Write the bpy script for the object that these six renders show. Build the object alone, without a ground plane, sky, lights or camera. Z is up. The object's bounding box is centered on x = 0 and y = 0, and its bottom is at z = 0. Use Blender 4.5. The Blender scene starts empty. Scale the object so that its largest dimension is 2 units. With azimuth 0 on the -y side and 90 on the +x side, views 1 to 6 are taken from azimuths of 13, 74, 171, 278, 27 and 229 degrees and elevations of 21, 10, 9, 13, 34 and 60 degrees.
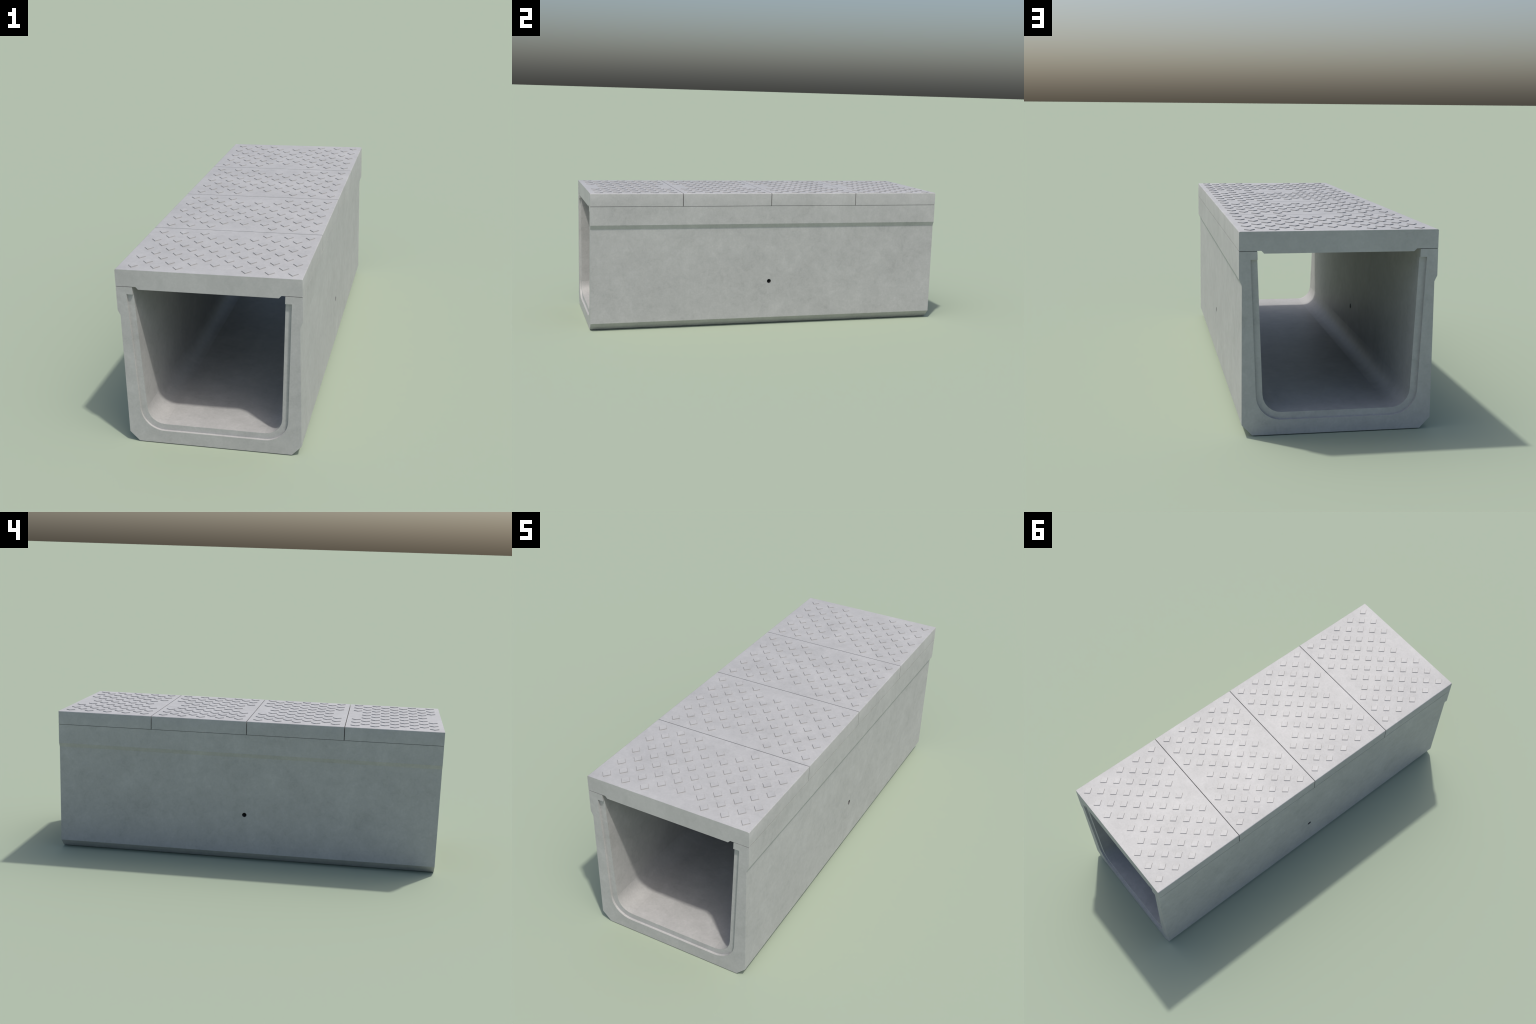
"""Precast concrete cable trough: U-shaped channel with four studded cover slabs."""
import math
import bpy
import bmesh
from mathutils import Vector

# ------------------------------------------------------------------ sizes (m)
HALF_LENGTH = 1.0            # trough runs along y
HEAD_HALF_WIDTH = 0.3652     # thick head of the walls, flush with the covers
WALL_HALF_WIDTH = 0.3549     # wall below the haunch
WALL_TOP = 0.6796
HAUNCH_TOP, HAUNCH_BOTTOM = 0.5802, 0.5585
FOOT_HALF_WIDTH, FOOT_CHAMFER = 0.3155, 0.0408

INNER_TOP_HALF = 0.2998      # inner face at the wall top, leaning outwards
INNER_LEAN = 0.0422          # dx per dz
FLOOR_Z = 0.0812
INNER_RADIUS = 0.0715
ARC_STEPS = 6
REBATE_ARC_STEPS = 12

REBATE_OFFSET = 0.0256       # joint rebate round the opening at both ends
REBATE_DEPTH = 0.0104
REBATE_TOP = 0.6497

HOLE_RADIUS = 0.0118
HOLE_Z = 0.2504

COVER_COUNT = 4
COVER_PITCH = 0.5009
COVER_GAP = 0.0038
COVER_BOTTOM, COVER_TOP = 0.6818, 0.7510
COVER_HALF_WIDTH = 0.3652
COVER_ROUND = 0.0042
DOWNSTAND_Z = 0.6716
DOWNSTAND_TOP_HALF, DOWNSTAND_HALF = 0.2852, 0.2755

STUD_COLUMNS, STUD_ROWS = 15, 9
STUD_DX, STUD_DY = 0.0450, 0.0500
STUD_CENTRE_X, STUD_CENTRE_Y = 0.0077, 0.0010
STUD_HALF_X, STUD_HALF_Y = 0.0196, 0.0236
STUD_HEIGHT = 0.0030
STUD_TAPER = 0.0009
STUD_SHADE_RIM, STUD_SHADE_RIM_HEIGHT = 0.0012, 0.0003   # dark rim modelled to draw the crease shade round each stud


# ------------------------------------------------------------------ materials
def concrete(name, tint=(1.006, 1.003, 0.985), level=0.415, contrast=1.25):
    """Fair-faced grey concrete: soft clouds, fine grain, pale lime specks."""
    mat = bpy.data.materials.new(name)
    mat.use_nodes = True
    nt = mat.node_tree
    nodes, links = nt.nodes, nt.links
    bsdf = nodes["Principled BSDF"]
    geo = nodes.new("ShaderNodeNewGeometry")
    pos = geo.outputs["Position"]

    def noise(scale, detail, rough, distortion=0.0, offset=(0, 0, 0)):
        mp = nodes.new("ShaderNodeMapping")
        mp.inputs["Location"].default_value = offset
        links.new(pos, mp.inputs["Vector"])
        n = nodes.new("ShaderNodeTexNoise")
        n.inputs["Scale"].default_value = scale
        n.inputs["Detail"].default_value = detail
        n.inputs["Roughness"].default_value = rough
        n.inputs["Distortion"].default_value = distortion
        links.new(mp.outputs["Vector"], n.inputs["Vector"])
        return n.outputs["Fac"]

    def math_node(op, a, b=None, clamp=False):
        m = nodes.new("ShaderNodeMath")
        m.operation = op
        m.use_clamp = clamp
        for i, v in enumerate((a, b)):
            if v is None:
                continue
            if isinstance(v, (int, float)):
                m.inputs[i].default_value = v
            else:
                links.new(v, m.inputs[i])
        return m.outputs[0]

    def ramp(fac, stops):
        r = nodes.new("ShaderNodeValToRGB")
        el = r.color_ramp.elements
        el[0].position, el[0].color = stops[0][0], (*stops[0][1], 1)
        el[1].position, el[1].color = stops[-1][0], (*stops[-1][1], 1)
        for p, c in stops[1:-1]:
            e = el.new(p)
            e.color = (*c, 1)
        links.new(fac, r.inputs["Fac"])
        return r.outputs["Color"]

    clouds = noise(6.5, 5.0, 0.62, 0.5)
    mottle = noise(30.0, 5.0, 0.65, 0.6, (5.3, 8.1, 2.2))
    grain = noise(120.0, 3.0, 0.6, 0.0, (3.1, 1.7, 0.4))
    blotch = math_node("ADD", math_node("MULTIPLY", clouds, 0.42),
                       math_node("ADD", math_node("MULTIPLY", mottle, 0.36),
                                 math_node("MULTIPLY", grain, 0.22)))

    def shade(k):
        k = 1.0 + (k - 1.0) * contrast
        return tuple(level * k * t for t in tint)

    base = ramp(blotch, [(0.36, shade(0.87)), (0.45, shade(0.955)),
                         (0.54, shade(1.015)), (0.65, shade(1.10))])

    # sparse pale lime flecks
    fleck_field = noise(16.0, 5.0, 0.7, 0.8, (7.0, 2.0, 5.0))
    flecks = ramp(fleck_field, [(0.66, (0, 0, 0)), (0.78, (1, 1, 1))])
    mix = nodes.new("ShaderNodeMix")
    mix.data_type = "RGBA"
    links.new(math_node("MULTIPLY", flecks, 0.55), mix.inputs["Factor"])
    links.new(base, mix.inputs["A"])
    mix.inputs["B"].default_value = (*shade(1.13), 1)

    # sparse darker pin holes
    pits_field = noise(42.0, 3.0, 0.6, 0.2, (1.0, 9.0, 4.0))
    pits = ramp(pits_field, [(0.66, (0, 0, 0)), (0.76, (1, 1, 1))])
    mix2 = nodes.new("ShaderNodeMix")
    mix2.data_type = "RGBA"
    links.new(math_node("MULTIPLY", pits, 0.5), mix2.inputs["Factor"])
    links.new(mix.outputs["Result"], mix2.inputs["A"])
    mix2.inputs["B"].default_value = (*shade(0.86), 1)
    links.new(mix2.outputs["Result"], bsdf.inputs["Base Color"])

    bsdf.inputs["Roughness"].default_value = 0.495
    bsdf.inputs["Specular IOR Level"].default_value = 0.5

    bump = nodes.new("ShaderNodeBump")
    bump.inputs["Strength"].default_value = 0.08
    bump.inputs["Distance"].default_value = 0.002
    links.new(grain, bump.inputs["Height"])
    links.new(bump.outputs["Normal"], bsdf.inputs["Normal"])
    return mat


MAT_CHANNEL = concrete("channel_concrete")
MAT_COVER = concrete("cover_concrete", contrast=1.05)
MAT_FLANK_SHADE = concrete("shade_darkened_flank", level=0.29)      # stud flanks coloured darker for their occlusion shade
MAT_RIM_SHADE = concrete("painted_shade_rim", level=0.29)
MAT_SEAM_DARK = concrete("near_black_seam", level=0.06)
MAT_BORE = concrete("shadow_darkened_bore", level=0.14)   # weep-hole shadow baked into the bore colour


# ------------------------------------------------------------------ helpers
def new_object(name, mesh, parent=None, location=(0, 0, 0)):
    ob = bpy.data.objects.new(name, mesh)
    bpy.context.scene.collection.objects.link(ob)
    ob.location = location
    if parent is not None:
        ob.parent = parent
    return ob


def extrude_profile(name, outline, y0, y1):
    """Prism of a closed x-z outline between two y stations."""
    bm = bmesh.new()
    a = [bm.verts.new((x, y0, z)) for x, z in outline]
    b = [bm.verts.new((x, y1, z)) for x, z in outline]
    n = len(outline)
    bm.faces.new(a)
    bm.faces.new(b[::-1])
    for i in range(n):
        j = (i + 1) % n
        bm.faces.new((a[j], a[i], b[i], b[j]))
    bmesh.ops.recalc_face_normals(bm, faces=bm.faces)
    mesh = bpy.data.meshes.new(name)
    bm.to_mesh(mesh)
    bm.free()
    return mesh


def corner_arc(corner, wall_dir, radius, steps):
    """Fillet between a wall leaving `corner` along wall_dir and the floor
    running towards -x; returned from the wall down to the floor."""
    w = Vector(wall_dir).normalized()
    f = Vector((-1.0, 0.0))
    angle = w.angle(f)
    t = radius / math.tan(angle / 2)
    c = Vector(corner) + (w + f).normalized() * (radius / math.sin(angle / 2))
    p0 = Vector(corner) + w * t
    a0 = math.atan2(p0.y - c.y, p0.x - c.x)
    a1 = -math.pi / 2
    return [(c.x + radius * math.cos(a0 + (a1 - a0) * k / steps),
             c.y + radius * math.sin(a0 + (a1 - a0) * k / steps))
            for k in range(steps + 1)]


def inner_half(offset, top_z, steps=ARC_STEPS):
    """Right half of the opening's outline, widened by offset, top to floor."""
    wall_x = lambda z: INNER_TOP_HALF - (WALL_TOP - z) * INNER_LEAN + offset
    floor = FLOOR_Z - offset
    pts = [(wall_x(top_z), top_z)]
    pts += corner_arc((wall_x(floor), floor), (INNER_LEAN, 1.0),
                      INNER_RADIUS + offset, steps)
    return pts


def mirror(pts):
    return [(-x, z) for x, z in reversed(pts)]


def finish(mesh, material, angle=25.0):
    mesh.materials.clear()
    mesh.materials.append(material)
    mesh.polygons.foreach_set("use_smooth", [True] * len(mesh.polygons))
    mesh.set_sharp_from_angle(angle=math.radians(angle))


# ------------------------------------------------------------------ the thing
trough = bpy.data.objects.new("cable_trough", None)
bpy.context.scene.collection.objects.link(trough)
trough["label"] = "grey precast concrete trough with four studded cover slabs"
trough["category"] = "concrete cable trough"

# ---- channel ---------------------------------------------------------------
outer_right = [(FOOT_HALF_WIDTH, 0.0),
               (WALL_HALF_WIDTH, FOOT_CHAMFER),
               (WALL_HALF_WIDTH, HAUNCH_BOTTOM),
               (HEAD_HALF_WIDTH, HAUNCH_TOP),
               (HEAD_HALF_WIDTH, WALL_TOP)]
opening = inner_half(0.0, WALL_TOP)
outline = outer_right + opening + mirror(opening) + mirror(outer_right)
channel = new_object("channel", extrude_profile(
    "channel", outline, -HALF_LENGTH, HALF_LENGTH), trough)

cutters = []
rebate = inner_half(REBATE_OFFSET, REBATE_TOP, REBATE_ARC_STEPS)
rebate_outline = rebate + mirror(rebate)
for end in (-1, 1):
    ya, yb = sorted((end * (HALF_LENGTH - REBATE_DEPTH), end * (HALF_LENGTH + 0.02)))
    cutters.append(new_object("rebate_cutter", extrude_profile(
        "rebate_cutter", rebate_outline, ya, yb)))
for side in (-1, 1):
    bm = bmesh.new()
    bmesh.ops.create_cone(bm, cap_ends=True, segments=32, radius1=HOLE_RADIUS,
                          radius2=HOLE_RADIUS, depth=0.16)
    bmesh.ops.rotate(bm, verts=bm.verts, cent=(0, 0, 0),
                     matrix=__import__("mathutils").Matrix.Rotation(math.pi / 2, 3, "Y"))
    bmesh.ops.translate(bm, verts=bm.verts, vec=(side * 0.32, 0, HOLE_Z))
    mesh = bpy.data.meshes.new("hole_cutter")
    bm.to_mesh(mesh)
    bm.free()
    cutters.append(new_object("hole_cutter", mesh))

for cutter in cutters:
    mod = channel.modifiers.new("cut", "BOOLEAN")
    mod.operation = "DIFFERENCE"
    mod.solver = "EXACT"
    mod.object = cutter
graph = bpy.context.evaluated_depsgraph_get()
cut_mesh = bpy.data.meshes.new_from_object(channel.evaluated_get(graph))
channel.modifiers.clear()
channel.data = cut_mesh
cut_mesh.name = "channel"
for cutter in cutters:
    bpy.data.objects.remove(cutter, do_unlink=True)
finish(cut_mesh, MAT_CHANNEL)

# bore faces take the concrete darkened for the shadow inside the holes
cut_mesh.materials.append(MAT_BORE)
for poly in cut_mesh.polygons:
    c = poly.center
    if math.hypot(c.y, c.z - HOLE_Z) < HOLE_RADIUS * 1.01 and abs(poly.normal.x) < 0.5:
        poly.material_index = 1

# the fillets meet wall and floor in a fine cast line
tangent = [opening[1], opening[-1]]
sharp = cut_mesh.attributes["sharp_edge"] if "sharp_edge" in cut_mesh.attributes else \
    cut_mesh.attributes.new("sharp_edge", "BOOLEAN", "EDGE")
for e in cut_mesh.edges:
    p, q = (cut_mesh.vertices[i].co for i in e.vertices)
    if abs(p.y - q.y) > 0.5:
        if any(math.hypot(abs(p.x) - x, p.z - z) < 1e-4 for x, z in tangent):
            sharp.data[e.index].value = True

# ---- thin near-black strips set back in the seam between channel and covers ---------------------------
for side in (-1, 1):
    xa, xb = sorted((side * (INNER_TOP_HALF + 0.001), side * (HEAD_HALF_WIDTH - 0.001)))
    strip = extrude_profile("dark_seam_strip", [
        (xa, WALL_TOP - 0.0003), (xb, WALL_TOP - 0.0003),
        (xb, COVER_BOTTOM + 0.0003), (xa, COVER_BOTTOM + 0.0003)],
        -HALF_LENGTH + 0.002, HALF_LENGTH - 0.002)
    strip.materials.append(MAT_SEAM_DARK)
    new_object("dark_seam_strip", strip, trough)

# ---- cover slabs -----------------------------------------------------------
round_arc = [(COVER_HALF_WIDTH - COVER_ROUND * (1 - math.cos(a)),
              COVER_TOP - COVER_ROUND * (1 - math.sin(a)))
             for a in (i * math.pi / 2 / 4 for i in range(5))]
cover_right = [(DOWNSTAND_HALF, DOWNSTAND_Z),
               (DOWNSTAND_TOP_HALF, COVER_BOTTOM),
               (COVER_HALF_WIDTH, COVER_BOTTOM)] + round_arc
half_cover = (COVER_PITCH - COVER_GAP) / 2
cover_mesh = extrude_profile("cover_slab", cover_right + mirror(cover_right),
                             -half_cover, half_cover)
finish(cover_mesh, MAT_COVER, 35.0)

# ---- anti-slip studs: low diamond pads, one shared mesh --------------------
bm = bmesh.new()
def diamond(grow, z):
    return [bm.verts.new((sx * (STUD_HALF_X + grow), sy * (STUD_HALF_Y + grow), z))
            for sx, sy in ((1, 0), (0, 1), (-1, 0), (0, -1))]
rings = [diamond(STUD_SHADE_RIM, -0.002), diamond(STUD_SHADE_RIM, STUD_SHADE_RIM_HEIGHT),
         diamond(0.0, STUD_SHADE_RIM_HEIGHT), diamond(-STUD_TAPER, STUD_HEIGHT)]
bm.faces.new(rings[0][::-1])
bm.faces.new(rings[-1])
for ring, (lower, upper) in enumerate(zip(rings, rings[1:])):
    for i in range(4):
        j = (i + 1) % 4
        face = bm.faces.new((lower[i], lower[j], upper[j], upper[i]))
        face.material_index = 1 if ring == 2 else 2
bmesh.ops.recalc_face_normals(bm, faces=bm.faces)
stud_mesh = bpy.data.meshes.new("raised_stud")
bm.to_mesh(stud_mesh)
bm.free()
stud_mesh.materials.append(MAT_COVER)
stud_mesh.materials.append(MAT_FLANK_SHADE)
stud_mesh.materials.append(MAT_RIM_SHADE)


def has_stud(col, row):
    """Chequered field; the lifting bays in the middle of both long edges of
    the slab are left plain."""
    if (col + row) % 2:
        return False
    return not (row in (0, STUD_ROWS - 1) and col in (6, 8))


for k in range(COVER_COUNT):
    y = (k - (COVER_COUNT - 1) / 2) * COVER_PITCH
    cover = new_object("cover_slab", cover_mesh, trough, (0, y, 0))
    for col in range(STUD_COLUMNS):
        for row in range(STUD_ROWS):
            if has_stud(col, row):
                new_object("raised_stud", stud_mesh, cover,
                           (STUD_CENTRE_X + (7 - col) * STUD_DX,
                            STUD_CENTRE_Y + (4 - row) * STUD_DY,
                            COVER_TOP))
